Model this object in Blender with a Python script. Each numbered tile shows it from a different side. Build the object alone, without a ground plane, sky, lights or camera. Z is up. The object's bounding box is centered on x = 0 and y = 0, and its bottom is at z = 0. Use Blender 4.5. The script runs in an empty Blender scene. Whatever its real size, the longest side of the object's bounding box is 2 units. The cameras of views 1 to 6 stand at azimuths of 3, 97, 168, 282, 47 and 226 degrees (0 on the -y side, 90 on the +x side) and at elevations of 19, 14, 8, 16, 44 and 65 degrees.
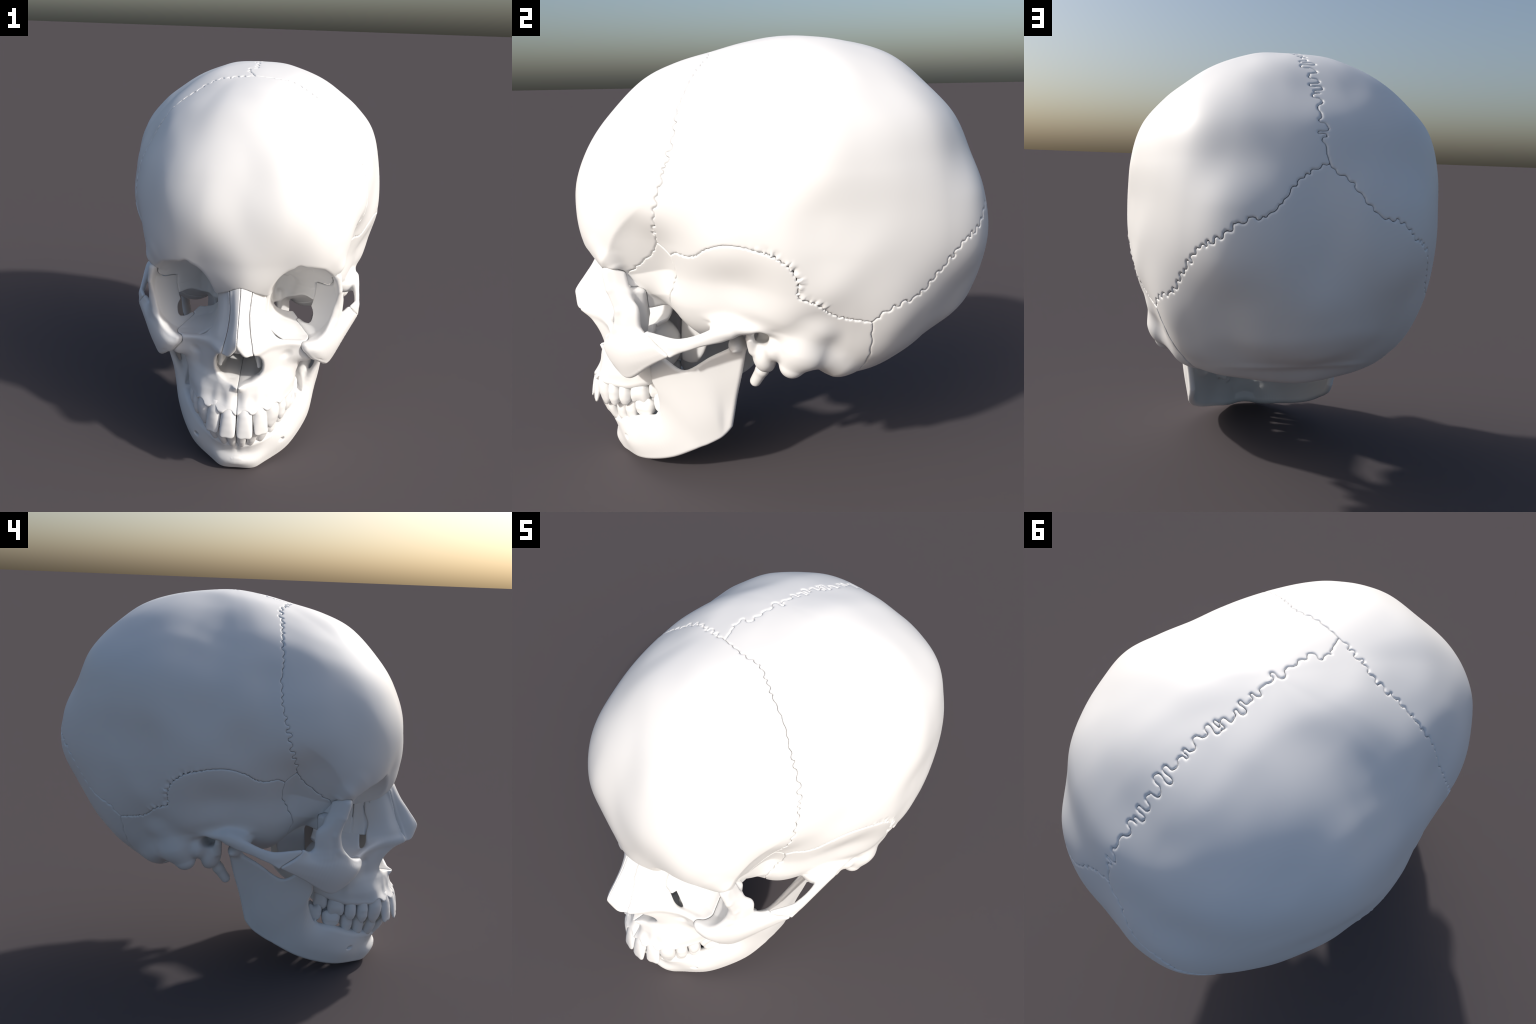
"""Human skull with separate bones, built from implicit solids (rounded sheets, shells,
cones and ellipsoids) that are meshed on a fine grid; sutures are meandering seams."""
import bpy
import math
import numpy as np
from mathutils import Vector
from mathutils.bvhtree import BVHTree

F4 = np.float32
CENTRE = np.array([0.0, 0.08, 1.25])          # centre from which the braincase is measured

# --------------------------------------------------------------------------------------
# small tools: splines, blends
# --------------------------------------------------------------------------------------

def catmull(points, per):
    """Catmull-Rom curve through the points, `per` steps for each span."""
    p = np.asarray(points, float)
    ext = np.vstack([2 * p[0] - p[1], p, 2 * p[-1] - p[-2]])
    out = []
    t = np.linspace(0, 1, per, endpoint=False)[:, None]
    for i in range(1, len(ext) - 2):
        a, b, c, d = ext[i - 1], ext[i], ext[i + 1], ext[i + 2]
        out.append(0.5 * (2 * b + (c - a) * t + (2 * a - 5 * b + 4 * c - d) * t ** 2 + (3 * b - a - 3 * c + d) * t ** 3))
    out.append(p[-1:])
    return np.vstack(out)


def resample(p, step):
    seg = np.linalg.norm(np.diff(p, axis=0), axis=1)
    s = np.concatenate([[0], np.cumsum(seg)])
    n = max(2, int(round(s[-1] / step)) + 1)
    q = np.linspace(0, s[-1], n)
    return np.stack([np.interp(q, s, p[:, k]) for k in range(p.shape[1])], 1), q


def smin(a, b, k):
    h = np.clip(0.5 + 0.5 * (b - a) / k, 0, 1)
    return b + (a - b) * h - k * h * (1 - h)


def smax(a, b, k):
    return -smin(-a, -b, k)


def step01(x, lo, hi):
    t = np.clip((x - lo) / (hi - lo), 0, 1)
    return t * t * (3 - 2 * t)


def mirrored(P):
    Q = P.copy()
    Q[:, 0] = np.abs(Q[:, 0])
    return Q


# --------------------------------------------------------------------------------------
# implicit solids
# --------------------------------------------------------------------------------------

def ellipsoid(P, c, r):
    q = (P - np.array(c, F4)) / np.array(r, F4)
    k = np.sqrt((q * q).sum(1)) + 1e-9
    g = np.sqrt(((q / np.array(r, F4)) ** 2).sum(1)) + 1e-9
    return k * (k - 1) / g


def cone(P, a, b, ra, rb):
    """Round-ended tapered rod."""
    a = np.array(a, F4)
    b = np.array(b, F4)
    ab = b - a
    t = np.clip(((P - a) @ ab) / (ab @ ab), 0, 1)
    return np.sqrt((((P - a) - t[:, None] * ab) ** 2).sum(1)) - (ra + (rb - ra) * t)


def rod(P, pts, radii, k=0.01):
    d = None
    for i in range(len(pts) - 1):
        e = cone(P, pts[i], pts[i + 1], radii[i], radii[i + 1])
        d = e if d is None else smin(d, e, k)
    return d


class Sheet:
    """A bent plate with rounded rim: control points row by row on its outer face,
    half-thickness per row and column; the plate lies just under that face."""

    def __init__(self, rows, thick, outward, per=7, lift=1.0, inset=(1, 1, 1, 1)):
        rows = np.array(rows, float)
        n, m = rows.shape[:2]
        thick = np.broadcast_to(np.array(thick, float), (n, m)) if np.ndim(thick) != 1 or len(np.atleast_1d(thick)) != n else np.repeat(np.array(thick, float)[:, None], m, 1)
        data = np.concatenate([rows, thick[..., None]], 2)
        a = np.stack([catmull(data[:, j], per) for j in range(m)], 1)
        g = np.stack([catmull(a[i], per) for i in range(len(a))], 0)
        g = self.shrink(g, inset[0], inset[1])
        g = self.shrink(g.transpose(1, 0, 2), inset[2], inset[3]).transpose(1, 0, 2)
        p, t = g[..., :3], g[..., 3]
        du = np.gradient(p, axis=0)
        dv = np.gradient(p, axis=1)
        nrm = np.cross(du, dv)
        nrm /= np.linalg.norm(nrm, axis=2, keepdims=True) + 1e-12
        out = np.array(outward, float)
        mid = p.reshape(-1, 3).mean(0)
        if (nrm.reshape(-1, 3).mean(0) @ (mid - out)) < 0:
            nrm = -nrm
        p = p - nrm * (t * lift)[..., None]
        H, W = p.shape[:2]
        self.v = p.reshape(-1, 3)
        self.t = t.reshape(-1)
        i, j = np.meshgrid(np.arange(H - 1), np.arange(W - 1), indexing="ij")
        q = (i * W + j).reshape(-1)
        self.f = np.stack([q, q + 1, q + W + 1, q + W], 1)
        self.tree = BVHTree.FromPolygons([Vector(x) for x in self.v], self.f.tolist())
        self.lo = self.v.min(0) - self.t.max()
        self.hi = self.v.max(0) + self.t.max()

    @staticmethod
    def shrink(g, first, last):
        """Pull the edges in by the rim's radius, so that the rounded rim ends at the outline."""
        out = np.empty_like(g)
        for j in range(g.shape[1]):
            c = g[:, j]
            s = np.concatenate([[0], np.cumsum(np.linalg.norm(np.diff(c[:, :3], axis=0), axis=1))])
            lo, hi = first * c[0, 3], s[-1] - last * c[-1, 3]
            if hi < lo:
                lo = hi = .5 * s[-1]
            q = lo + (hi - lo) * s / max(s[-1], 1e-6)
            out[:, j] = np.stack([np.interp(q, s, c[:, k]) for k in range(4)], 1)
        return out

    def __call__(self, P, reach=0.08):
        d = np.maximum(np.maximum(self.lo - P, P - self.hi), 0)
        far = np.sqrt((d * d).sum(1)) + 0.02
        near = np.where(far < reach)[0]
        out = far.astype(F4)
        if not len(near):
            return out
        loc = np.empty((len(near), 3))
        idx = np.empty(len(near), int)
        find = self.tree.find_nearest
        for n, p in enumerate(P[near].tolist()):
            l, _, i, _ = find(p)
            loc[n] = l
            idx[n] = i
        c = self.f[idx]
        w = 1.0 / (((self.v[c] - loc[:, None]) ** 2).sum(2) + 1e-8)
        t = (w * self.t[c]).sum(1) / w.sum(1)
        out[near] = np.sqrt(((P[near] - loc) ** 2).sum(1)) - t
        return out


class Region:
    """Signed distance to a closed outline, kept on a fine raster (negative inside)."""

    def __init__(self, uv, cell=0.003, band=0.045):
        self.cell, self.band = cell, band
        self.lo = uv.min(0) - band - 2 * cell
        n = np.ceil((uv.max(0) + band + 2 * cell - self.lo) / cell).astype(int) + 1
        d = np.full(n, band, F4)
        par = np.zeros(n, np.int32)
        a = uv
        b = np.roll(uv, -1, 0)
        ys = self.lo[1] + np.arange(n[1]) * cell + 1e-7
        for p, q in zip(a, b):
            i0 = np.maximum(np.floor((np.minimum(p, q) - band - self.lo) / cell).astype(int), 0)
            i1 = np.minimum(np.ceil((np.maximum(p, q) + band - self.lo) / cell).astype(int) + 1, n)
            X = (self.lo[0] + np.arange(i0[0], i1[0]) * cell)[:, None]
            Y = (self.lo[1] + np.arange(i0[1], i1[1]) * cell)[None]
            e = q - p
            t = np.clip(((X - p[0]) * e[0] + (Y - p[1]) * e[1]) / (e @ e + 1e-12), 0, 1)
            dist = np.sqrt((X - p[0] - t * e[0]) ** 2 + (Y - p[1] - t * e[1]) ** 2)
            v = d[i0[0]:i1[0], i0[1]:i1[1]]
            np.minimum(v, dist, out=v)
            lo, hi = min(p[1], q[1]), max(p[1], q[1])
            j = np.where((ys >= lo) & (ys < hi))[0]
            if len(j):
                xc = p[0] + (ys[j] - p[1]) / (q[1] - p[1]) * e[0]
                k = np.clip(np.ceil((xc - self.lo[0]) / cell).astype(int), 0, n[0] - 1)
                np.add.at(par, (k, j), 1)
        inside = np.cumsum(par, 0) % 2 == 1
        self.d = np.where(inside, -d, d)
        self.n = n

    def __call__(self, uv):
        g = (uv - self.lo) / self.cell
        i = np.clip(np.floor(g).astype(int), 0, self.n - 2)
        f = np.clip(g - i, 0, 1)
        D = self.d
        a = D[i[:, 0], i[:, 1]] * (1 - f[:, 0]) + D[i[:, 0] + 1, i[:, 1]] * f[:, 0]
        b = D[i[:, 0], i[:, 1] + 1] * (1 - f[:, 0]) + D[i[:, 0] + 1, i[:, 1] + 1] * f[:, 0]
        return (a * (1 - f[:, 1]) + b * f[:, 1]).astype(F4)


# --------------------------------------------------------------------------------------
# the braincase: radius along meridians 0..180 degrees from the brow (mirrored), by height
# --------------------------------------------------------------------------------------
BRAINCASE = {
    90: [0.750] * 16,
    78: [.743, .744, .745, .747, .749, .750, .750, .751, .752, .753, .755, .756, .756, .756, .756, .756],
    66: [.757, .756, .754, .753, .752, .748, .742, .738, .740, .749, .762, .772, .779, .782, .782, .782],
    54: [.799, .794, .776, .758, .746, .736, .725, .719, .732, .756, .777, .789, .800, .810, .813, .813],
    42: [.851, .843, .815, .786, .758, .734, .719, .715, .736, .771, .792, .805, .822, .832, .826, .820],
    30: [.879, .876, .850, .810, .760, .720, .716, .718, .743, .784, .805, .827, .851, .855, .850, .849],
    18: [.905, .917, .893, .830, .774, .721, .703, .697, .728, .764, .782, .811, .843, .856, .857, .855],
    6: [.930, .940, .913, .844, .769, .704, .678, .691, .715, .725, .755, .794, .845, .891, .892, .869],
    -6: [.935, .916, .910, .843, .702, .674, .674, .684, .710, .724, .757, .796, .850, .907, .912, .893],
    -18: [.912, .872, .868, .807, .677, .661, .650, .660, .708, .736, .765, .809, .841, .872, .910, .926],
    -30: [.727, .708, .715, .720, .705, .695, .676, .694, .728, .733, .775, .828, .844, .859, .895, .918],
    -42: [.640, .636, .642, .668, .712, .700, .668, .662, .697, .726, .800, .835, .844, .847, .845, .842],
    -54: [.643, .630, .608, .610, .675, .660, .625, .602, .661, .735, .812, .815, .818, .822, .828, .831],
    -66: [.495, .497, .507, .525, .547, .563, .573, .585, .605, .628, .647, .660, .674, .694, .714, .723],
    -78: [.498, .501, .510, .521, .532, .540, .545, .546, .546, .545, .547, .551, .558, .565, .571, .573],
    -90: [0.553] * 16,
}


def braincase_table(fine=0.5):
    el = sorted(BRAINCASE)
    rows = np.array([BRAINCASE[e] for e in el])                      # el x az(0..180)
    full = np.concatenate([rows[:, :-1], rows[:, :0:-1]], 1)         # az 0..345
    below = np.roll(full[1:3][::-1], 15, 1)
    above = np.roll(full[-3:-1][::-1], 15, 1)
    full = np.concatenate([below, full, above], 0)
    full = np.concatenate([full[:, -2:], full, full[:, :3]], 1)

    def cubic(n_from, pos):
        i = np.clip(np.floor(pos).astype(int), 1, n_from - 3)
        t = pos - i
        w = np.stack([-.5 * t + t ** 2 - .5 * t ** 3, 1 - 2.5 * t ** 2 + 1.5 * t ** 3, .5 * t + 2 * t ** 2 - 1.5 * t ** 3, -.5 * t ** 2 + .5 * t ** 3], 1)
        M = np.zeros((len(pos), n_from))
        for k in range(4):
            M[np.arange(len(pos)), i - 1 + k] += w[:, k]
        return M
    pe = np.arange(-90, 90 + fine, fine)
    pa = np.arange(0, 360 + fine, fine)
    return (cubic(full.shape[0], (pe + 90) / 12 + 2) @ full @ cubic(full.shape[1], pa / 12 + 2).T).astype(F4), fine


TABLE, FINE = braincase_table()


def polar(P):
    d = P - CENTRE.astype(F4)
    r = np.sqrt((d * d).sum(1)) + 1e-9
    u = d / r[:, None]
    az = (np.degrees(np.arctan2(u[:, 0], -u[:, 1])) % 360) / FINE
    el = (np.degrees(np.arcsin(np.clip(u[:, 2], -1, 1))) + 90) / FINE
    i = np.minimum(el.astype(int), TABLE.shape[0] - 2)
    j = np.minimum(az.astype(int), TABLE.shape[1] - 2)
    a, b = el - i, az - j
    R = (TABLE[i, j] * (1 - a) + TABLE[i + 1, j] * a) * (1 - b) + (TABLE[i, j + 1] * (1 - a) + TABLE[i + 1, j + 1] * a) * b
    return u, r, R


class Chart:
    """Flattens directions round a bone's middle to metres."""

    def __init__(self, middle):
        n = np.array(middle, float) - CENTRE
        self.n = n / np.linalg.norm(n)
        e = np.cross([0.13, 0.2, 1.0], self.n)
        self.e1 = e / np.linalg.norm(e)
        self.e2 = np.cross(self.n, self.e1)

    def flat(self, u, R):
        c = np.clip(u @ self.n, -1, 1)
        a = np.arccos(c)
        k = a / np.maximum(np.sin(a), 1e-4) * .8
        return np.stack([(u @ self.e1) * k, (u @ self.e2) * k], 1)

    def outline(self, pts):
        u, r, R = polar(np.asarray(pts, F4))
        return self.flat(u.astype(float), R.astype(float))


TEMPORAL_LINE = [(.455, -.640, 1.055), (.485, -.607, 1.120), (.490, -.590, 1.150), (.500, -.550, 1.210), (.518, -.500, 1.265), (.545, -.430, 1.320), (.577, -.356, 1.367), (.60, -.25, 1.38)]


def carve_temple():
    """Hollow behind the temporal line, and the faint unevenness of real bone, baked into the radii."""
    el = np.radians(np.arange(TABLE.shape[0]) * FINE - 90)
    az = np.radians(np.arange(TABLE.shape[1]) * FINE)
    E, A = np.meshgrid(el, az, indexing="ij")
    D = np.stack([np.cos(E) * np.sin(A), -np.cos(E) * np.cos(A), np.sin(E)], -1)
    side = np.abs(D[..., 0])
    M = np.stack([side, D[..., 1], D[..., 2]], -1).reshape(-1, 3)
    chart = Chart((.5, -.45, 1.2))
    fossa = Region(chart.outline(np.vstack([catmull(TEMPORAL_LINE, 8), [(.64, -.1, 1.2), (.55, -.1, .80), (.35, -.40, .80), (.36, -.62, .90)]])), band=.12)
    near = (M @ chart.n) > .5
    d = np.zeros(len(M))
    d[near] = np.maximum(-fossa(chart.flat(M[near], TABLE.reshape(-1)[near])), 0)
    a = np.degrees(np.arctan2(M[:, 0], -M[:, 1]))
    e = np.degrees(np.arcsin(M[:, 2]))
    deep = np.interp(e, [-36, -26, -17, -5, 6, 14], [.0, .015, .058, .030, .010, .0]) * step01(a, 54, 40)
    dent = (deep * (1 - np.exp(-d / .022))).reshape(TABLE.shape)
    x, y, z = D[..., 0] * 8, D[..., 1] * 8, D[..., 2] * 8
    lumps = np.sin(x * 1.3 + np.sin(y * .9 + 1)) * np.sin(y * 1.1 + np.sin(z * 1.2)) + .7 * np.sin(2.1 * z + np.sin(x * 1.7)) * np.sin(1.9 * x + 1.5 * np.sin(y))
    return (TABLE - dent + .0018 * lumps).astype(F4)


TABLE = carve_temple()

# --------------------------------------------------------------------------------------
# sutures: base line on the braincase plus a meander
# --------------------------------------------------------------------------------------

def meander(base, amp, wave, seed, loop=0.0, calm=0.06, jitter=0.6, grow=None):
    p, s = resample(catmull(base, 12), 0.0025)
    rng = np.random.default_rng(seed)
    cuts, heights = [0.0], []
    sign = 1
    while cuts[-1] < s[-1]:
        cuts.append(cuts[-1] + 0.5 * wave * (1 + jitter * rng.uniform(-1, 1)))
        heights.append(sign * amp * (1 + jitter * rng.uniform(-1.1, 1)))
        sign = -sign
    cuts = np.array(cuts)
    heights = np.array(heights)
    k = np.clip(np.searchsorted(cuts, s, side="right") - 1, 0, len(heights) - 1)
    ph = (s - cuts[k]) / (cuts[k + 1] - cuts[k])
    fade = np.minimum(1, np.minimum(s, s[-1] - s) / calm) ** 1.0
    fade = step01(fade, 0, 1)
    slow = np.interp(s, np.linspace(0, s[-1], 9), grow or rng.uniform(.15, 1.45, 9))
    fade = fade * slow
    off = heights[k] * np.sin(np.pi * ph) * fade
    wob = -loop * np.abs(heights[k]) * np.sin(2 * np.pi * ph) * fade
    tang = np.gradient(p, axis=0)
    tang /= np.linalg.norm(tang, axis=1, keepdims=True) + 1e-12
    up = p - CENTRE
    up /= np.linalg.norm(up, axis=1, keepdims=True)
    side = np.cross(up, tang)
    rough = np.interp(s, np.arange(0, s[-1] + .02, .008), rng.normal(0, 1, len(np.arange(0, s[-1] + .02, .008)))) * amp * 0.16 * fade
    return p + side * (off + rough)[:, None] + tang * wob[:, None]


BREGMA = (-0.005, -.224, 1.943)
LAMBDA = (-0.020, .895, 1.515)
ASTERION = (.579, .480, .897)
PTERION = (.516, -.388, 1.186)            # frontal, parietal and sphenoid meet
STP = (.518, -.328, 1.135)                # sphenoid, temporal and parietal meet
FSZ = (.384, -.537, 1.013)                # frontal, sphenoid and zygomatic meet

CORONAL = [BREGMA, (.10, -.226, 1.937), (.20, -.213, 1.924), (.31, -.248, 1.868), (.40, -.263, 1.79), (.475, -.289, 1.70),
           (.54, -.303, 1.61), (.58, -.32, 1.51), (.590, -.345, 1.40), (.575, -.361, 1.31), (.548, -.378, 1.25), PTERION]
SAGITTAL = [BREGMA, (-.04, -.128, 1.967), (-.006, -.07, 1.981), (-.004, .004, 1.994), (-.005, .151, 2.0), (-.01, .247, 1.99), (.0, .40, 1.965),
            (-.004, .557, 1.907), (.0, .65, 1.835), (-.012, .73, 1.765), (.004, .80, 1.689), (.0, .861, 1.60), LAMBDA]
LAMBDOID = [LAMBDA, (.034, .90, 1.496), (.105, .912, 1.442), (.16, .931, 1.372), (.222, .943, 1.322), (.30, .93, 1.308), (.378, .903, 1.24),
            (.44, .845, 1.20), (.475, .785, 1.135), (.50, .72, 1.06), (.535, .655, .99), (.575, .55, .955), ASTERION]
SQUAMOUS = [ASTERION, (.626, .35, .923), (.663, .275, .981), (.672, .203, 1.014), (.684, .203, 1.077), (.694, .17, 1.137), (.70, .116, 1.178),
            (.692, .05, 1.197), (.671, -.02, 1.211), (.646, -.088, 1.21), (.62, -.158, 1.186), (.585, -.228, 1.147), (.544, -.296, 1.153), STP]
SPHENO_PARIETAL = [STP, (.52, -.355, 1.158), PTERION]
SPHENO_FRONTAL = [PTERION, (.482, -.424, 1.132), (.435, -.475, 1.075), (.41, -.508, 1.05), FSZ]
SPHENO_TEMPORAL = [STP, (.504, -.318, 1.062), (.472, -.342, .99), (.43, -.355, .925), (.40, -.33, .86)]
OCCIPITO_TEMPORAL = [ASTERION, (.535, .475, .815), (.477, .456, .726), (.41, .41, .651), (.352, .347, .619), (.25, .15, .68), (.12, -.10, .73)]
BASE_TEMPORAL = [(.12, -.10, .73), (.25, -.20, .78), (.40, -.33, .86)]


def flip(p):
    q = np.array(p, float)
    q[:, 0] *= -1
    return q


seam = {
    "coronal": meander(CORONAL, .0065, .040, 3, loop=.25),
    "coronal_r": flip(meander([(-BREGMA[0],) + BREGMA[1:]] + CORONAL[1:], .0075, .038, 13, loop=.3)),
    "sagittal": meander(SAGITTAL, .017, .046, 5, loop=.22, calm=.10, jitter=.78, grow=(.25, .5, .9, 1.2, .8, 1.3, .9, 1.3, .5)),
    "lambdoid": meander(LAMBDOID, .0085, .042, 8, loop=.3, calm=.05),
    "lambdoid_r": flip(meander([(-LAMBDA[0],) + LAMBDA[1:]] + LAMBDOID[1:], .0075, .040, 18, loop=.3, calm=.05)),
    "squamous": meander(SQUAMOUS, .0028, .020, 9, calm=.04),
    "spheno_parietal": meander(SPHENO_PARIETAL, .002, .03, 10),
    "spheno_frontal": meander(SPHENO_FRONTAL, .003, .05, 11),
    "spheno_temporal": meander(SPHENO_TEMPORAL, .003, .05, 12),
    "occipito_temporal": meander(OCCIPITO_TEMPORAL, .003, .06, 14),
    "base": meander(BASE_TEMPORAL, .001, .06, 15),
}
for key in ("squamous", "spheno_parietal", "spheno_frontal", "spheno_temporal", "occipito_temporal", "base"):
    seam[key + "_r"] = flip(seam[key])


def loop_of(*parts):
    """Join seams end to end; a name with '-' in front runs backwards."""
    out = []
    for p in parts:
        if isinstance(p, str):
            q = seam[p[1:]][::-1] if p[0] == "-" else seam[p]
        else:
            q = np.array(p, float)
        out.append(q)
    return np.vstack(out)


def vault_piece(P, chart, region, thick, gap=.0007, edge=.0055, offset=0.0):
    u, r, R = polar(P)
    s = region(chart.flat(u, R)) + gap
    f = r - R - offset
    return smax(smax(f, s, edge), -(f + thick), .006), f, s


# --------------------------------------------------------------------------------------
# eye socket: a squarish cone that narrows backwards and inwards
# --------------------------------------------------------------------------------------
SOCKET_LEN = .40
_c, _s = math.cos(math.radians(-12)), math.sin(math.radians(-12))
# upright sections from front to back: y, middle x, middle z, half width, half height
SOCKET = np.array([
    (-1.0, .298, .925, .178, .206), (-.78, .298, .925, .177, .205), (-.72, .298, .922, .175, .202), (-.66, .296, .910, .170, .190),
    (-.60, .290, .900, .154, .176), (-.50, .250, .897, .110, .146), (-.44, .228, .892, .085, .114), (-.38, .205, .885, .058, .080), (-.33, .190, .878, .034, .045), (-.28, .18, .87, .01, .01)])


def rim_front(P):
    """How far behind the plane of the rim a point lies (negative in front of it)."""
    return P[:, 1] - np.interp(P[:, 0], [.10, .25, .38, .47], [-.700, -.735, -.690, -.605]) + (P[:, 2] - .92) * .12


def socket(P):
    """Signed distance to the cavity, plus its own coordinates (depth, side, up)."""
    y = P[:, 1]
    cx, cz, a, b = [np.interp(y, SOCKET[:, 0], SOCKET[:, k]) for k in (1, 2, 3, 4)]
    dx, dz = P[:, 0] - cx, P[:, 2] - cz
    u = dx * _c + dz * _s
    v = dz * _c - dx * _s
    q = ((np.abs(u) / a) ** 2.5 + (np.abs(v) / b) ** 2.5) ** (1 / 2.5)
    f = (q - 1) * np.minimum(a, b) * .78
    f = smax(f, y + .34, .03)
    return f.astype(F4), (y + .72) / SOCKET_LEN, u / a, v / b


def fissure(P):
    """Gap between side wall and floor at the back of the socket."""
    return rod(P, [(.350, -.52, .735), (.322, -.48, .778), (.280, -.445, .812), (.225, -.41, .832)], [.020, .042, .045, .034])


def nasal_cavity(P):
    x, y, z = np.abs(P[:, 0]), P[:, 1], P[:, 2]
    w = np.interp(z, [.50, .535, .55, .575, .60, .64, .68, .75, .82, .90, .99, 1.06], [-.03, -.005, .05, .094, .110, .113, .104, .066, .052, .042, .03, -.05])
    f = (x - w) * .8
    f = smax(f, -(y + 1.3), .01)
    return smax(f, y + .36, .02)


# --------------------------------------------------------------------------------------
# sheets of the face (outer face, left side; the right side is mirrored)
# --------------------------------------------------------------------------------------
IN_HEAD = (0.0, -.25, .75)
zygoma_process = Sheet([
    [(.452, -.650, 1.060), (.462, -.600, 1.066), (.442, -.545, 1.040)],
    [(.463, -.634, .990), (.476, -.585, .980), (.466, -.520, .945)],
    [(.464, -.592, .900), (.489, -.550, .890), (.500, -.487, .892)],
    [(.458, -.598, .830), (.489, -.550, .820), (.500, -.484, .815)],
    [(.442, -.612, .785), (.484, -.550, .770), (.503, -.470, .770)]], .016, IN_HEAD, inset=(1, 0, 1, 1))
zygoma_body = Sheet([
    [(.303, -.700, .716), (.360, -.676, .728), (.440, -.618, .796), (.498, -.484, .795), (.545, -.446, .812)],
    [(.312, -.712, .680), (.385, -.688, .682), (.468, -.606, .720), (.528, -.490, .742), (.573, -.405, .770)],
    [(.347, -.692, .632), (.408, -.660, .630), (.474, -.582, .648), (.534, -.465, .690), (.588, -.368, .745)],
    [(.384, -.660, .606), (.416, -.620, .574), (.445, -.564, .552), (.522, -.450, .645), (.596, -.336, .727)]],
    [[.018, .02, .020, .014, .011], [.02, .024, .026, .018, .012], [.018, .024, .026, .018, .011], [.012, .016, .018, .012, .009]], IN_HEAD)
nasal_sheet = Sheet([
    [(-.004, -.828, 1.040), (.026, -.821, 1.030), (.054, -.806, 1.014)],
    [(-.004, -.869, .966), (.024, -.857, .957), (.047, -.827, .945)],
    [(-.004, -.916, .904), (.024, -.898, .892), (.047, -.851, .876)],
    [(-.004, -.970, .832), (.034, -.940, .815), (.058, -.884, .806)],
    [(.002, -.970, .800), (.043, -.947, .746), (.074, -.915, .742)]], .009, IN_HEAD, inset=(1, 1, 0, 0))
maxilla_process = Sheet([
    [(.054, -.806, 1.008), (.086, -.757, 1.004), (.118, -.700, .986)],
    [(.048, -.830, .937), (.090, -.786, .930), (.126, -.702, .920)],
    [(.049, -.858, .862), (.098, -.806, .860), (.137, -.708, .850)],
    [(.060, -.888, .800), (.114, -.826, .795), (.156, -.720, .785)],
    [(.080, -.906, .750), (.138, -.805, .742), (.190, -.732, .735)]], .012, IN_HEAD, inset=(1, 0, 0, 0))
maxilla_face = Sheet([
    [(.083, -.904, .752), (.150, -.796, .742), (.225, -.734, .730), (.305, -.690, .708)],
    [(.110, -.850, .705), (.160, -.778, .700), (.230, -.715, .692), (.312, -.680, .675)],
    [(.122, -.812, .650), (.168, -.762, .650), (.232, -.700, .650), (.318, -.668, .640)],
    [(.108, -.798, .578), (.162, -.760, .570), (.215, -.704, .570), (.285, -.640, .590)],
    [(.045, -.830, .500), (.120, -.802, .495), (.196, -.750, .490), (.255, -.650, .500)]],
    [[.010, .014, .018, .02], [.012, .018, .02, .02], [.016, .02, .02, .022], [.02, .022, .024, .022], [.02, .022, .024, .022]], IN_HEAD, inset=(0, 0, .5, 0))
upper_gum = Sheet([
    [(.000, -.848, .533), (.000, -.836, .470), (.000, -.886, .404)],
    [(.050, -.828, .530), (.050, -.838, .470), (.052, -.887, .406)],
    [(.105, -.802, .530), (.111, -.813, .475), (.117, -.860, .414)],
    [(.166, -.762, .540), (.177, -.786, .485), (.189, -.817, .420)],
    [(.203, -.722, .540), (.212, -.745, .480), (.218, -.757, .416)],
    [(.226, -.684, .535), (.242, -.696, .475), (.246, -.699, .414)],
    [(.255, -.620, .535), (.268, -.630, .480), (.270, -.634, .418)],
    [(.272, -.535, .540), (.278, -.542, .490), (.275, -.546, .440)],
    [(.268, -.445, .550), (.275, -.450, .510), (.270, -.455, .470)]],
    [[.022, .020, .010], [.022, .020, .010], [.024, .020, .010], [.026, .022, .011], [.028, .026, .014], [.032, .030, .020], [.036, .034, .026],
     [.038, .036, .028], [.036, .034, .028]], (0, -.6, .5), inset=(0, 1, 0, 1))
arch_sheet = Sheet([
    [(.550, -.444, .812), (.576, -.385, .767), (.599, -.334, .724)],
    [(.585, -.343, .806), (.600, -.318, .775), (.603, -.285, .748)],
    [(.596, -.285, .806), (.604, -.262, .785), (.604, -.240, .762)],
    [(.600, -.214, .828), (.607, -.205, .800), (.602, -.195, .775)],
    [(.602, -.135, .856), (.607, -.130, .825), (.598, -.120, .793)],
    [(.592, -.060, .875), (.600, -.060, .845), (.585, -.060, .815)]], [.010, .011, .012, .013, .015, .016], (0.3, -.1, .8))
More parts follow.
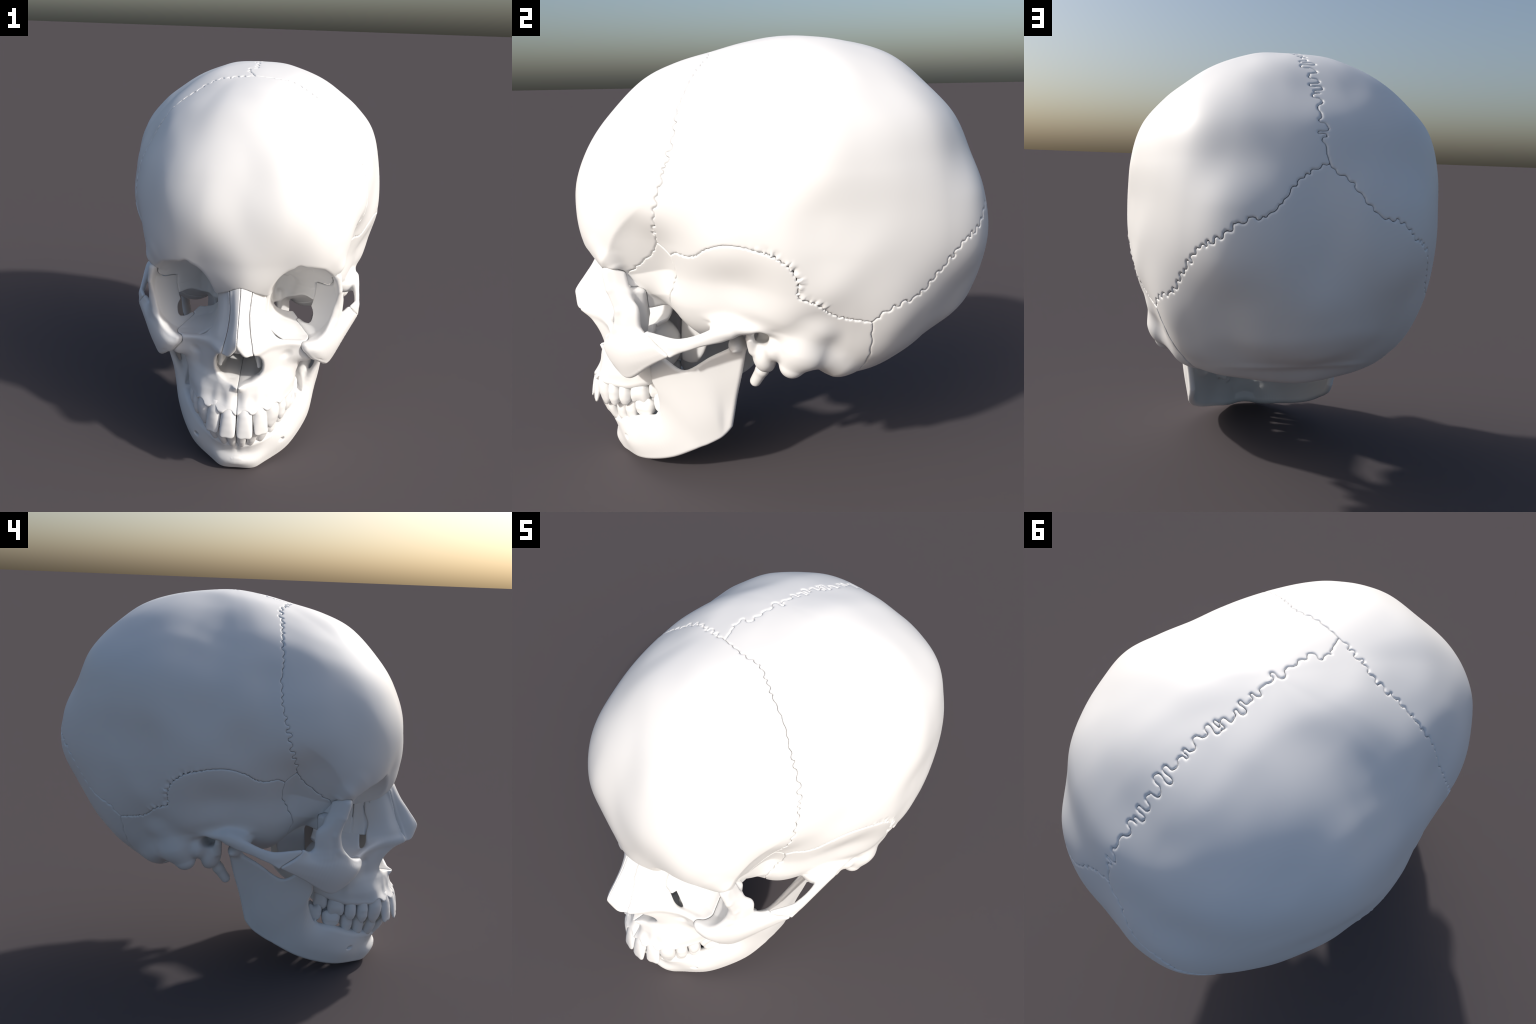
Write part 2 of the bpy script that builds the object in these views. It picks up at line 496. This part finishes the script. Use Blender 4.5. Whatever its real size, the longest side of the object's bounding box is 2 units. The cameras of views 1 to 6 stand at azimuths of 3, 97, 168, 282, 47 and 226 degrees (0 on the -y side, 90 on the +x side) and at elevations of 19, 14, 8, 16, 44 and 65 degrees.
jaw = Sheet([
    [(-.082, -.738, -.004), (-.085, -.776, .066), (-.088, -.766, .130), (-.090, -.786, .196)],
    [(0, -.748, .000), (0, -.797, .075), (0, -.778, .135), (0, -.802, .190)],
    [(.082, -.738, -.004), (.085, -.776, .066), (.088, -.766, .130), (.090, -.786, .196)],
    [(.140, -.694, .008), (.155, -.717, .085), (.155, -.732, .150), (.150, -.747, .212)],
    [(.241, -.602, .040), (.243, -.650, .120), (.228, -.675, .180), (.206, -.688, .240)],
    [(.307, -.500, .078), (.310, -.545, .160), (.297, -.578, .226), (.272, -.602, .288)],
    [(.355, -.400, .125), (.362, -.440, .220), (.350, -.470, .285), (.318, -.488, .336)],
    [(.378, -.305, .178), (.385, -.370, .300), (.390, -.420, .400), (.395, -.455, .470)],
    [(.380, -.270, .196), (.396, -.335, .325), (.405, -.412, .460), (.412, -.474, .575)],
    [(.383, -.235, .213), (.405, -.300, .350), (.415, -.390, .510), (.425, -.448, .662)],
    [(.386, -.180, .248), (.412, -.200, .380), (.424, -.260, .490), (.430, -.330, .590)],
    [(.387, -.155, .275), (.402, -.150, .410), (.428, -.160, .550), (.448, -.185, .672)],
    [(.388, -.128, .315), (.405, -.100, .450), (.435, -.064, .600), (.456, -.036, .738)]],
    [[.032, .038, .034, .024], [.034, .040, .034, .024], [.032, .038, .034, .024], [.028, .036, .034, .026], [.024, .034, .034, .030], [.022, .030, .034, .034],
     [.020, .024, .028, .030], [.018, .018, .018, .014], [.017, .016, .015, .013], [.016, .015, .014, .012], [.016, .014, .013, .011], [.016, .015, .014, .012], [.018, .017, .018, .020]],
    (0, -.2, .3), inset=(0, 1, 1, 1))


# --------------------------------------------------------------------------------------
# bones as signed-distance functions
# --------------------------------------------------------------------------------------
frontal_chart = Chart((0, -.75, 1.55))
frontal_low = [FSZ, (.40, -.50, .95), (.30, -.42, .89), (.16, -.46, .90), (.118, -.62, .95), (.114, -.70, .985), (.085, -.765, .998), (.060, -.806, 1.005),
               (.035, -.818, 1.022), (.004, -.824, 1.033)]
frontal_region = Region(frontal_chart.outline(loop_of("coronal", "spheno_frontal", frontal_low, flip(frontal_low[::-1]), "-spheno_frontal_r", "-coronal_r")))


def frontal_bone(P):
    M = mirrored(P)
    u, r, R = polar(P)
    s = frontal_region(frontal_chart.flat(u, R)) + .0007
    hole, t, a, b = socket(M)
    f = r - R
    thick = .045 + .09 * step01(P[:, 2], 1.30, 1.12) + .03 * step01(M[:, 0], .3, .45) * step01(P[:, 2], 1.30, 1.12)
    g = smax(smax(f, s, .0055), -(f + thick), .006)
    corner = rod(M, [(.40, -.630, 1.15), (.440, -.610, 1.10), (.444, -.595, 1.07)], [.05, .036, .028])
    corner = smax(corner, 1.058 - P[:, 2], .006)
    g = smin(g, corner, .05)
    roof = smax(hole - .020, -hole, .004)
    roof = smax(roof, (.25 - b) * .12, .02)
    roof = smax(roof, .012 - rim_front(M), .012)
    roof = smax(roof, (t - 1.0) * SOCKET_LEN, .02)
    g = smin(g, roof, .012)
    g = smax(g, -hole, .012)
    g = smax(g, -cone(M, (.268, -.83, 1.125), (.262, -.68, 1.120), .018, .018), .012)
    g = smax(g, -(zyg_base(M) - .0025), .004)
    g = smax(g, -fissure(M), .012)
    return smax(g, -nasal_cavity(P), .01)


parietal_chart = Chart((.6, .3, 1.55))
parietal_region = {1: Region(parietal_chart.outline(loop_of("sagittal", "lambdoid", "squamous", "spheno_parietal", "-coronal"))),
                   -1: Region(parietal_chart.outline(flip(loop_of("sagittal", "lambdoid_r", "squamous_r", "spheno_parietal_r", "-coronal_r"))))}
squamous_line, squamous_s = resample(np.array(seam["squamous"]), .004)


def parietal_bone(side):
    def f(P):
        g, d, s = vault_piece(P, parietal_chart, parietal_region[side], .045)
        # fine ribs that fan away from the scale-like edge of the temporal bone
        low = (P[:, 2] < 1.26) & (np.abs(d) < .02) & (s > -.04)
        if low.any():
            q = P[low]
            best = np.full(len(q), 9.0, F4)
            arc = np.zeros(len(q), F4)
            for p, ss in zip(squamous_line[25:-12], squamous_s[25:-12]):
                e = ((q - p.astype(F4)) ** 2).sum(1)
                m = e < best
                best[m] = e[m]
                arc[m] = ss
            best = np.sqrt(best)
            n = np.sin(arc * 310 + 2 * np.sin(arc * 47)) * .5 + .5 * np.sin(arc * 187 + 1.3)
            top = step01(arc, .22, .30) * step01(arc, .78, .62)
            rib = .0065 * n * step01(best, .035 + .012 * np.sin(arc * 95), .006) * top
            g[low] -= rib
        return g
    return f


occipital_chart = Chart((0, .8, .95))
occipital_region = Region(occipital_chart.outline(loop_of("lambdoid", "occipito_temporal", [(0, -.14, .745)], "-occipito_temporal_r", "-lambdoid_r")))


def occipital_bone(P):
    M = mirrored(P)
    z, x = P[:, 2], M[:, 0]
    u, r, R = polar(P)
    # nuchal lines: two faint bowed ridges across the back
    ridge = .004 * np.exp(-((z - .86 + .35 * x ** 2 + .02 * np.sin(9 * P[:, 0])) / .05) ** 2) * step01(x, .45, .2) + .006 * np.exp(-((z - .70 + .3 * x ** 2) / .02) ** 2) * step01(x, .4, .15)
    ridge = ridge * step01(P[:, 1], .3, .5)
    g, d, s = vault_piece(P, occipital_chart, occipital_region, .045)
    g = g - ridge
    g = smin(g, ellipsoid(M, (.15, .06, .70), (.05, .10, .05)), .03)
    return smax(g, -cone(P, (0, .16, .30), (0, .16, 1.0), .13, .13), .02)


temporal_chart = Chart((.62, .05, .95))
temporal_region = Region(temporal_chart.outline(loop_of("-squamous", "occipito_temporal", "base", "-spheno_temporal")))


def temporal_bone(P):
    g, d, s = vault_piece(P, temporal_chart, temporal_region, .045, offset=.002)
    keep = s
    g = smin(g, arch_sheet(P), .05)
    g = smin(g, ellipsoid(P, (.545, -.02, .850), (.055, .13, .026)), .05)
    g = smin(g, smax(ellipsoid(P, (.515, -.125, .82), (.075, .05, .045)), -ellipsoid(P, (.50, -.085, .765), (.10, .05, .05)), .015), .02)
    mast = rod(P, [(.540, .26, .86), (.532, .19, .76), (.526, .163, .682)], [.065, .072, .054], .04)
    mast = smin(mast, rod(P, [(.525, .24, .74), (.45, .34, .69)], [.065, .055]), .05)
    g = smin(g, mast, .07)
    g = smax(g, -rod(P, [(.46, .12, .58), (.455, .22, .615), (.43, .30, .625)], [.022, .022, .018]), .02)
    tymp = smin(smin(ellipsoid(P, (.468, .045, .712), (.075, .054, .084)), ellipsoid(P, (.52, .095, .76), (.06, .05, .06)), .03), cone(P, (.525, -.006, .79), (.51, .0, .735), .022, .02), .02)
    tymp = smin(tymp, ellipsoid(P, (.47, .062, .660), (.035, .022, .03)), .012)
    g = smin(g, tymp, .025)
    canal = rod(P, [(.70, .035, .810), (.58, .038, .805), (.47, .040, .790)], [.040, .034, .028])
    g = smax(g, -canal, .012)
    g = smax(g, -cone(P, (.64, .055, .78), (.57, .04, .72), .02, .008), .012)
    g = smax(g, -(zyg_base(P) - .002), .003)
    g = smin(g, rod(P, [(.42, .045, .66), (.405, .022, .605), (.380, -.012, .540)], [.022, .029, .025]), .006)
    return g


sphenoid_chart = Chart((.35, -.35, .98))
sphenoid_region = Region(sphenoid_chart.outline(loop_of("-spheno_temporal", "spheno_parietal", "spheno_frontal", [(.385, -.51, .94), (.20, -.46, .87), (-.1, -.40, .83), (-.1, -.15, .74)], "base")))
pterygoid = Sheet([
    [(.18, -.38, .86), (.20, -.32, .84), (.22, -.26, .80)],
    [(.17, -.39, .74), (.19, -.32, .72), (.23, -.25, .70)],
    [(.165, -.40, .62), (.18, -.33, .61), (.21, -.28, .60)],
    [(.16, -.40, .53), (.17, -.36, .52), (.18, -.32, .53)]], .011, (0, -.2, .7))


def sphenoid_bone(P):
    M = mirrored(P)
    g, d, s = vault_piece(M, sphenoid_chart, sphenoid_region, .045)
    hole, t, a, b = socket(M)
    wall = smax(hole - .026, -hole, .004)
    wall = smax(wall, (.54 - t) * SOCKET_LEN, .02)
    wall = smax(wall, (.1 - a) * .1, .02)
    wall = smax(wall, (-.12 - b) * .1, .015)
    g = smin(g, wall, .02)
    g = smax(g, -hole, .01)
    g = smin(g, ellipsoid(M, (.06, -.36, .885), (.17, .15, .10)), .04)
    g = smax(g, -hole, .01)
    g = smin(g, pterygoid(M), .03)
    g = smax(g, -fissure(M), .012)
    return smax(g, -(zyg_base(M) - .002), .004)


def zyg_base(P):
    g = smin(zygoma_process(P), zygoma_body(P), .03)
    rim = rod(P, [(.455, -.625, 1.04), (.462, -.612, .97), (.462, -.580, .88), (.445, -.592, .80), (.405, -.622, .742), (.35, -.658, .710), (.315, -.682, .700)], [.016] * 7)
    g = smin(g, rim, .02)
    hole, t, a, b = socket(P)
    plate = smax(hole - .046, -hole, .004)
    plate = smax(plate, .018 - rim_front(P), .015)
    plate = smax(plate, (t - .60) * SOCKET_LEN, .012)
    plate = smax(plate, (.50 - a) * .15, .012)
    plate = smax(plate, (b - .62) * .15, .01)
    plate = smax(plate, (-1.25 - b) * .15, .01)
    plate = smax(plate, .70 - P[:, 2], .01)
    plate = smax(plate, P[:, 0] - .462, .02)
    g = smin(g, plate, .03)
    return smax(g, -hole, .010)


def zygomatic_bone(P):
    return smax(zyg_base(P), -fissure(P), .01)


def beside_nose(P):
    """Seam between nasal bone and upper jaw: negative on the nasal side."""
    return P[:, 0] - np.interp(P[:, 2], [.744, .775, .807, .842, .875, .911, .945, 1.01], [.073, .066, .058, .051, .047, .045, .047, .053]).astype(F4)


def bridge(P):
    return smin(nasal_sheet(P), maxilla_process(P), .015)


def nasal_bone(P):
    g = smax(bridge(P), beside_nose(P) + .0008, .004)
    g = smax(g, .736 - P[:, 2], .006)
    return smax(g, .0010 - P[:, 0], .004)


# roots of the upper teeth swell the gum: place along the arch, width, height of the swelling
UPPER = [  # kind, x, y, turn(deg), width, depth, neck z, tip z, forward lean(deg)
    ("incisor", .0380, -.852, 6, .078, .052, .420, .285, 12),
    ("incisor", .1060, -.828, 28, .074, .052, .426, .290, 7),
    ("canine", .1620, -.784, 46, .082, .062, .438, .292, 0),
    ("premolar", .1960, -.722, 66, .063, .078, .420, .312, 0),
    ("premolar", .2190, -.662, 74, .063, .082, .418, .328, 0),
    ("molar", .2290, -.586, 82, .094, .092, .428, .350, 0),
    ("molar", .2280, -.502, 90, .082, .086, .456, .378, 0)]
LOWER = [
    ("incisor", .0230, -.800, 4, .047, .042, .192, .300, 24),
    ("incisor", .0670, -.790, 18, .050, .044, .198, .305, 22),
    ("canine", .1120, -.757, 40, .062, .054, .208, .325, 14),
    ("premolar", .1560, -.703, 54, .066, .064, .232, .330, 0),
    ("premolar", .1950, -.643, 62, .068, .070, .258, .345, 0),
    ("molar", .2320, -.562, 74, .102, .090, .298, .366, 0),
    ("molar", .2480, -.470, 82, .090, .086, .326, .396, 0)]


def swellings(P, teeth, sign, length, size, k=.02):
    """Long low bulges over the roots."""
    d = None
    for kind, x, y, turn, w, dep, neck, tip, lean in teeth:
        c, s = math.cos(math.radians(turn)), math.sin(math.radians(turn))
        out = np.array([s, -c, 0]) * dep
        a = np.array([x, y, neck]) - out * .38 + np.array([0, 0, sign * .012])
        b = np.array([x, y, neck + sign * length * (1.3 if kind == "canine" else 1.)]) - out * .85
        e = cone(P, a, b, w * size, w * size * .75)
        d = e if d is None else smin(d, e, k)
    return d


def tooth_sockets(P, teeth, sign):
    """Room for the necks, so that the gum edge runs in scallops."""
    d = None
    for kind, x, y, turn, w, dep, neck, tip, lean in teeth:
        c, s = math.cos(math.radians(turn)), math.sin(math.radians(turn))
        q = P - np.array([x + s * .014, y - c * .014, neck], F4)
        a = (q[:, 0] * c + q[:, 1] * s) / (w * .47)
        b = (q[:, 0] * s - q[:, 1] * c) / (dep * .47 + .012)
        e = (np.sqrt(a * a + b * b) - 1) * w * .47
        e = smax(e, sign * q[:, 2] + .026 * np.minimum(a * a, 1.5), .006)
        d = e if d is None else np.minimum(d, e)
    return d


def maxilla(P):
    g = smin(bridge(P), maxilla_face(P), .03)
    g = smin(g, upper_gum(P), .045)
    g = smin(g, swellings(P, UPPER[:5], 1, .10, .33, .02), .02)
    g = smin(g, ellipsoid(P, (.185, -.540, .62), (.122, .150, .14)), .04)
    g = smin(g, rod(P, [(.25, -.64, .655), (.32, -.635, .635), (.345, -.622, .628)], [.05, .036, .026], .02), .03)
    palate = smax(smax(np.abs(P[:, 2] - .535) - .018, P[:, 0] - .20 - (P[:, 1] + .6) * .35, .02), np.abs(P[:, 1] + .61) - .16, .02)
    g = smin(g, palate, .02)
    g = smin(g, rod(P, [(.008, -.78, .528), (.008, -.840, .530), (.006, -.858, .537)], [.022, .014, .006]), .02)
    hole, t, a, b = socket(P)
    floor = smax(hole - .016, -hole, .004)
    floor = smax(floor, (b + .40) * .15, .02)
    floor = smax(floor, .012 - rim_front(P), .015)
    floor = smax(floor, (a - .62) * .15, .01)
    floor = smax(floor, (t - .74) * SOCKET_LEN, .02)
    g = smin(g, floor, .015)
    g = smax(g, -hole, .016)
    g = smax(g, -nasal_cavity(P), .014)
    g = smax(g, -ellipsoid(P, (.235, -.735, .655), (.028, .03, .02)), .02)
    g = smax(g, -tooth_sockets(P, UPPER, 1), .008)
    g = smax(g, .0006 - P[:, 0], .003)
    g = smax(g, -fissure(P), .012)
    g = smax(g, -(zyg_base(P) - .002), .004)
    return smax(g, -smax(beside_nose(P), .7345 - P[:, 2], .003) + .0008, .004)


def medial_wall(front, back):
    def f(P):
        hole, t, a, b = socket(P)
        g = smax(hole - .022, .003 - hole, .003)
        g = smax(g, (a + .20) * .17, .02)
        g = smax(g, np.abs(b - .10) * .2 - .20, .02)
        g = smax(g, (front - t) * SOCKET_LEN, .006)
        g = smax(g, (t - back) * SOCKET_LEN, .006)
        return smax(g, -(maxilla_process(P) - .002), .003)
    return f


def mandible(P):
    M = mirrored(P)
    g = jaw(M)
    g = smin(g, swellings(M, LOWER[:5], -1, .045, .32, .03), .03)
    g = smin(g, rod(M, [(.280, -.445, .33), (.310, -.405, .43), (.365, -.375, .55)], [.042, .034, .020]), .03)
    g = smin(g, ellipsoid(M, (.450, -.078, .738), (.070, .034, .034)), .03)
    g = smax(g, -tooth_sockets(M, LOWER, -1), .008)
    return smax(g, -ellipsoid(M, (.222, -.672, .150), (.012, .03, .010)), .008)


def concha(P):
    return Sheet([[(.124, -.725, .715), (.110, -.765, .725), (.090, -.770, .720), (.078, -.72, .715)],
                  [(.122, -.725, .660), (.104, -.768, .665), (.082, -.772, .660), (.068, -.70, .655)],
                  [(.116, -.725, .618), (.102, -.762, .600), (.088, -.765, .608), (.072, -.70, .615)]], .007, (0, -.6, .7))(P)


def vomer(P):
    return Sheet([[(.004, -.83, .90), (.004, -.62, .92), (.002, -.45, .90)], [(-.004, -.835, .80), (.004, -.64, .78), (.002, -.44, .76)],
                  [(-.010, -.800, .690), (.004, -.66, .62), (.002, -.45, .55)]], [.010, .011, .011], (-1, -.6, .7))(P)


# --------------------------------------------------------------------------------------
# meshing: block-wise evaluation and surface nets
# --------------------------------------------------------------------------------------

def surface_nets(f, lo, hi, h, block=4, lip=1.25, both=False):
    lo, hi = np.array(lo, float), np.array(hi, float)
    nb = np.ceil((hi - lo) / (block * h)).astype(int)
    ci = np.stack(np.meshgrid(*[np.arange(n) for n in nb], indexing="ij"), -1).reshape(-1, 3)
    mid = (lo + (ci + .5) * block * h - .5 * h).astype(F4)
    fc = np.concatenate([f(c) for c in np.array_split(mid, max(1, len(mid) // 300000))])
    active = np.abs(fc) < lip * block * h * .87 + .002
    F = np.repeat(np.repeat(np.repeat(np.where(fc < 0, -1.0, 1.0).astype(F4).reshape(nb), block, 0), block, 1), block, 2)
    off = np.stack(np.meshgrid(*[np.arange(block)] * 3, indexing="ij"), -1).reshape(-1, 3)
    gi = (ci[active][:, None] * block + off[None]).reshape(-1, 3)
    for part in np.array_split(gi, max(1, len(gi) // 250000)):
        F[part[:, 0], part[:, 1], part[:, 2]] = f((lo + part * h).astype(F4))
    if both:                                    # grid starts on the middle plane: reflect it
        F = np.concatenate([F[:0:-1], F], 0)
        lo[0] -= (F.shape[0] // 2) * h
    F = np.pad(F, 1, constant_values=1.0)
    lo = lo - h
    S = F < 0
    c = [S[i:S.shape[0] - 1 + i, j:S.shape[1] - 1 + j, k:S.shape[2] - 1 + k] for i in (0, 1) for j in (0, 1) for k in (0, 1)]
    any_, all_ = c[0].copy(), c[0].copy()
    for q in c[1:]:
        any_ |= q
        all_ &= q
    cell = np.stack(np.where(any_ & ~all_), 1)
    num = np.full(any_.shape, -1, np.int32)
    num[cell[:, 0], cell[:, 1], cell[:, 2]] = np.arange(len(cell))
    cor = np.array([(i, j, k) for i in (0, 1) for j in (0, 1) for k in (0, 1)])
    val = np.stack([F[cell[:, 0] + i, cell[:, 1] + j, cell[:, 2] + k] for i, j, k in cor], 1)
    acc = np.zeros((len(cell), 3))
    cnt = np.zeros(len(cell))
    for a in range(8):
        for b in range(a + 1, 8):
            if np.abs(cor[a] - cor[b]).sum() != 1:
                continue
            m = (val[:, a] < 0) != (val[:, b] < 0)
            t = val[m, a] / (val[m, a] - val[m, b])
            acc[m] += cor[a] + t[:, None] * (cor[b] - cor[a])
            cnt[m] += 1
    v = lo + (cell + acc / cnt[:, None]) * h
    faces = []
    for ax in range(3):
        sl0 = [slice(None)] * 3
        sl1 = [slice(None)] * 3
        sl0[ax], sl1[ax] = slice(0, -1), slice(1, None)
        A, B = S[tuple(sl0)], S[tuple(sl1)]
        e = np.stack(np.where(A != B), 1)
        sgn = A[e[:, 0], e[:, 1], e[:, 2]]
        o1, o2 = np.zeros(3, int), np.zeros(3, int)
        o1[(ax + 1) % 3] = 1
        o2[(ax + 2) % 3] = 1
        q = np.stack([num[tuple((e - o).T)] for o in (o1 * 0, o1, o1 + o2, o2)], 1)
        q[~sgn] = q[~sgn][:, ::-1]
        faces.append(q)
    faces = np.vstack(faces)
    return v, faces[(faces >= 0).all(1)]


def relax(v, f, rounds=1, amount=.5):
    """Light smoothing that takes the grid's grain off."""
    e = np.vstack([f[:, [0, 1]], f[:, [1, 2]], f[:, [2, 3]], f[:, [3, 0]]])
    n = np.bincount(e.ravel(), minlength=len(v))[:, None]
    for lam in [amount, -amount * 1.04] * rounds:
        s = np.stack([np.bincount(e[:, 0], v[e[:, 1], k], len(v)) + np.bincount(e[:, 1], v[e[:, 0], k], len(v)) for k in range(3)], 1)
        v = v + lam * (s / n - v)
    return v


def make_mesh(name, v, f):
    me = bpy.data.meshes.new(name)
    me.vertices.add(len(v))
    me.vertices.foreach_set("co", np.ascontiguousarray(v, F4).ravel())
    me.loops.add(f.size)
    me.loops.foreach_set("vertex_index", np.ascontiguousarray(f, np.int32).ravel())
    me.polygons.add(len(f))
    me.polygons.foreach_set("loop_start", np.arange(0, f.size, f.shape[1], dtype=np.int32))
    me.polygons.foreach_set("use_smooth", np.ones(len(f), bool))
    me.update(calc_edges=True)
    me.validate()
    return me


# --------------------------------------------------------------------------------------
# materials
# --------------------------------------------------------------------------------------

def white_material(name, colour, rough):
    m = bpy.data.materials.new(name)
    m.use_nodes = True
    n, l = m.node_tree.nodes, m.node_tree.links
    b = n["Principled BSDF"]
    b.inputs["Roughness"].default_value = rough
    tc = n.new("ShaderNodeTexCoord")
    noise = n.new("ShaderNodeTexNoise")
    noise.inputs["Scale"].default_value = 6
    ramp = n.new("ShaderNodeValToRGB")
    ramp.color_ramp.elements[0].position, ramp.color_ramp.elements[1].position = .3, .7
    ramp.color_ramp.elements[0].color = (*[c * .99 for c in colour], 1)
    ramp.color_ramp.elements[1].color = (*colour, 1)
    l.new(tc.outputs["Object"], noise.inputs["Vector"])
    l.new(noise.outputs["Fac"], ramp.inputs["Fac"])
    l.new(ramp.outputs["Color"], b.inputs["Base Color"])
    return m


BONE = white_material("white_bone", (.80, .80, .80), .5)
ENAMEL = white_material("white_enamel", (.80, .80, .80), .5)

root = bpy.data.objects.new("human_skull", None)
bpy.context.scene.collection.objects.link(root)
root["label"] = "white human skull with separate bones and teeth"
root["category"] = "skull"


def place(name, mesh, material, parent=root):
    o = bpy.data.objects.new(name, mesh)
    bpy.context.scene.collection.objects.link(o)
    o.parent = parent
    if not mesh.materials:
        mesh.materials.append(material)
    return o


def bone(name, f, lo, hi, h=.004, pair=False, both=False):
    v, q = surface_nets(f, lo, hi, h, both=both)
    v = relax(v, q)
    first = place(name, make_mesh(name, v, q), BONE)
    if pair:
        place(name, make_mesh(name, v * [-1, 1, 1], q[:, ::-1]), BONE)
    return first


bone("frontal_bone", frontal_bone, (-.65, -.96, .84), (.65, -.16, 1.98), .005)
for side in (1, -1):
    v, q = surface_nets(parietal_bone(side), (-.10, -.44, .84), (.76, 1.0, 2.04), .005)
    v = relax(v, q)
    place("parietal_bone", make_mesh("parietal_bone", v * [side, 1, 1], q if side > 0 else q[:, ::-1]), BONE)
bone("occipital_bone", occipital_bone, (-.66, -.20, .50), (.66, 1.0, 1.56), .005)
bone("temporal_bone", temporal_bone, (.08, -.47, .50), (.74, .52, 1.24), .0044, pair=True)
bone("sphenoid_bone", sphenoid_bone, (0, -.58, .48), (.56, -.06, 1.22), .0045, both=True)
bone("zygomatic_bone", zygomatic_bone, (.26, -.74, .53), (.63, -.30, 1.09), pair=True)
upper_jaw = bone("maxilla", maxilla, (-.02, -.94, .36), (.45, -.40, 1.03), pair=True)
right_jaw = root.children[-1]
bone("nasal_bone", nasal_bone, (-.01, -.99, .72), (.10, -.78, 1.06), .003, pair=True)
bone("lacrimal_bone", medial_wall(.0, .22), (.04, -.80, .70), (.30, -.54, 1.14), pair=True)
bone("ethmoid_bone", medial_wall(.225, 1.02), (.04, -.70, .70), (.30, -.32, 1.12), pair=True)
bone("nasal_concha", concha, (.04, -.80, .57), (.15, -.66, .75), pair=True)
bone("vomer", vomer, (-.04, -.91, .52), (.04, -.42, .95))
lower_jaw = bone("mandible", mandible, (0, -.86, -.05), (.60, -.02, .82), both=True)


# --------------------------------------------------------------------------------------
# teeth: lofted crowns
# --------------------------------------------------------------------------------------

def crown(kind, w, d, height, lower):
    """Rings from neck (z = 0) to biting edge (z = -height); x across, -y outward."""
    n, m = 28, 18
    ang = np.linspace(0, 2 * math.pi, n, endpoint=False)
    rings = []
    root_len = .025
    for i in range(m):
        t = i / (m - 1)
        if kind == "incisor":
            ww = np.interp(t, [0, .2, .45, .8, .95, 1], [.86, .95, 1.0, 1.0, .95, .74])
            dd = np.interp(t, [0, .2, .5, .85, 1], [.85, 1.0, .8, .42, .22])
            pw = np.interp(t, [0, .5, 1], [2.2, 2.4, 2.6])
            dy = np.interp(t, [0, .3, .6, 1], [0, -.10, -.22, -.34]) * d
        elif kind == "canine":
            ww = np.interp(t, [0, .25, .5, .75, .9, 1], [.86, .97, 1.0, .92, .66, .28])
            dd = np.interp(t, [0, .25, .55, .85, 1], [.9, 1.0, .85, .5, .2])
            pw = 2.2
            dy = np.interp(t, [0, .4, 1], [0, -.12, -.06]) * d
        elif kind == "premolar":
            ww = np.interp(t, [0, .35, .7, .9, 1], [.84, .99, 1.0, .80, .42])
            dd = np.interp(t, [0, .35, .7, .9, 1], [.85, 1.0, .92, .7, .40])
            pw = 2.5
            dy = 0
        else:
            ww = np.interp(t, [0, .35, .7, .9, 1], [.88, .99, 1.0, .90, .60])
            dd = np.interp(t, [0, .35, .7, .9, 1], [.88, 1.0, .95, .80, .55])
            pw = 3.0
            dy = 0
        c, s = np.cos(ang), np.sin(ang)
        x = np.sign(c) * np.abs(c) ** (2 / pw) * w * .5 * ww
        y = np.sign(s) * np.abs(s) ** (2 / pw) * d * .5 * dd + dy
        z = np.full(n, -t * height)
        if kind == "molar":
            bump = .5 + .5 * np.cos(2 * ang * 2 - math.pi) if False else np.abs(np.sin(2 * ang))
            z = z - (bump - .5) * height * .20 * np.clip((t - .55) / .45, 0, 1)
            groove = 1 - .07 * np.exp(-((np.abs(np.sin(ang)) - 1) / .06) ** 2) * step01(np.array(t), .3, .8)
            y = y * groove
        if kind == "premolar":
            z = z - (np.abs(np.sin(ang)) - .5) * height * .18 * np.clip((t - .5) / .5, 0, 1)
        if kind == "incisor":
            y = y + .05 * d * (np.abs(np.cos(ang)) ** 2) * (1 - t)
        rings.append(np.stack([x, y, z], 1))
    # root stub up into the jaw
    stub = rings[0].copy()
    stub[:, :2] *= .6
    stub[:, 2] = root_len
    tip = rings[-1].copy()
    deep = .35 if kind in ("molar", "premolar") else .5
    tip[:, :2] *= deep
    tip[:, 2] = tip[:, 2].mean() + (height * .10 if kind in ("molar", "premolar") else -height * .015)
    rings = [stub] + rings + [tip]
    v = np.vstack(rings)
    f = []
    for i in range(len(rings) - 1):
        for j in range(n):
            a, b = i * n + j, i * n + (j + 1) % n
            f.append((a, a + n, b + n, b))
    v = np.vstack([v, rings[0].mean(0), rings[-1].mean(0)])
    top, bot = len(v) - 2, len(v) - 1
    last = (len(rings) - 1) * n
    tris = [(top, j, (j + 1) % n) for j in range(n)] + [(bot, last + (j + 1) % n, last + j) for j in range(n)]
    if lower:
        v = v * [1, 1, -1]
        f = [q[::-1] for q in f]
        tris = [q[::-1] for q in tris]
    return v, f + tris


for teeth, low, owners in ((UPPER, False, (upper_jaw, right_jaw)), (LOWER, True, (lower_jaw, lower_jaw))):
    for kind, x, y, turn, w, d, neck, tip, lean in teeth:
        h = abs(neck - tip)
        v, f = crown(kind, w * .985, d, h, low)
        rng = np.random.default_rng(int(x * 1e5) + low)
        v = v * (1 + .012 * np.sin(v[:, [1, 2, 0]] * 160 + rng.uniform(0, 6)))
        v[:, 1] += (v[:, 2] if not low else -v[:, 2]) * math.tan(math.radians(lean))
        me = bpy.data.meshes.new(kind)
        me.from_pydata(v.tolist(), [], f)
        for p in me.polygons:
            p.use_smooth = True
        for side, owner in ((1, owners[0]), (-1, owners[1])):
            o = place(kind, me, ENAMEL, owner)
            o.location = (side * x, y, neck)
            o.rotation_euler = (0, 0, side * math.radians(turn))
            o.scale = (side, 1, 1)
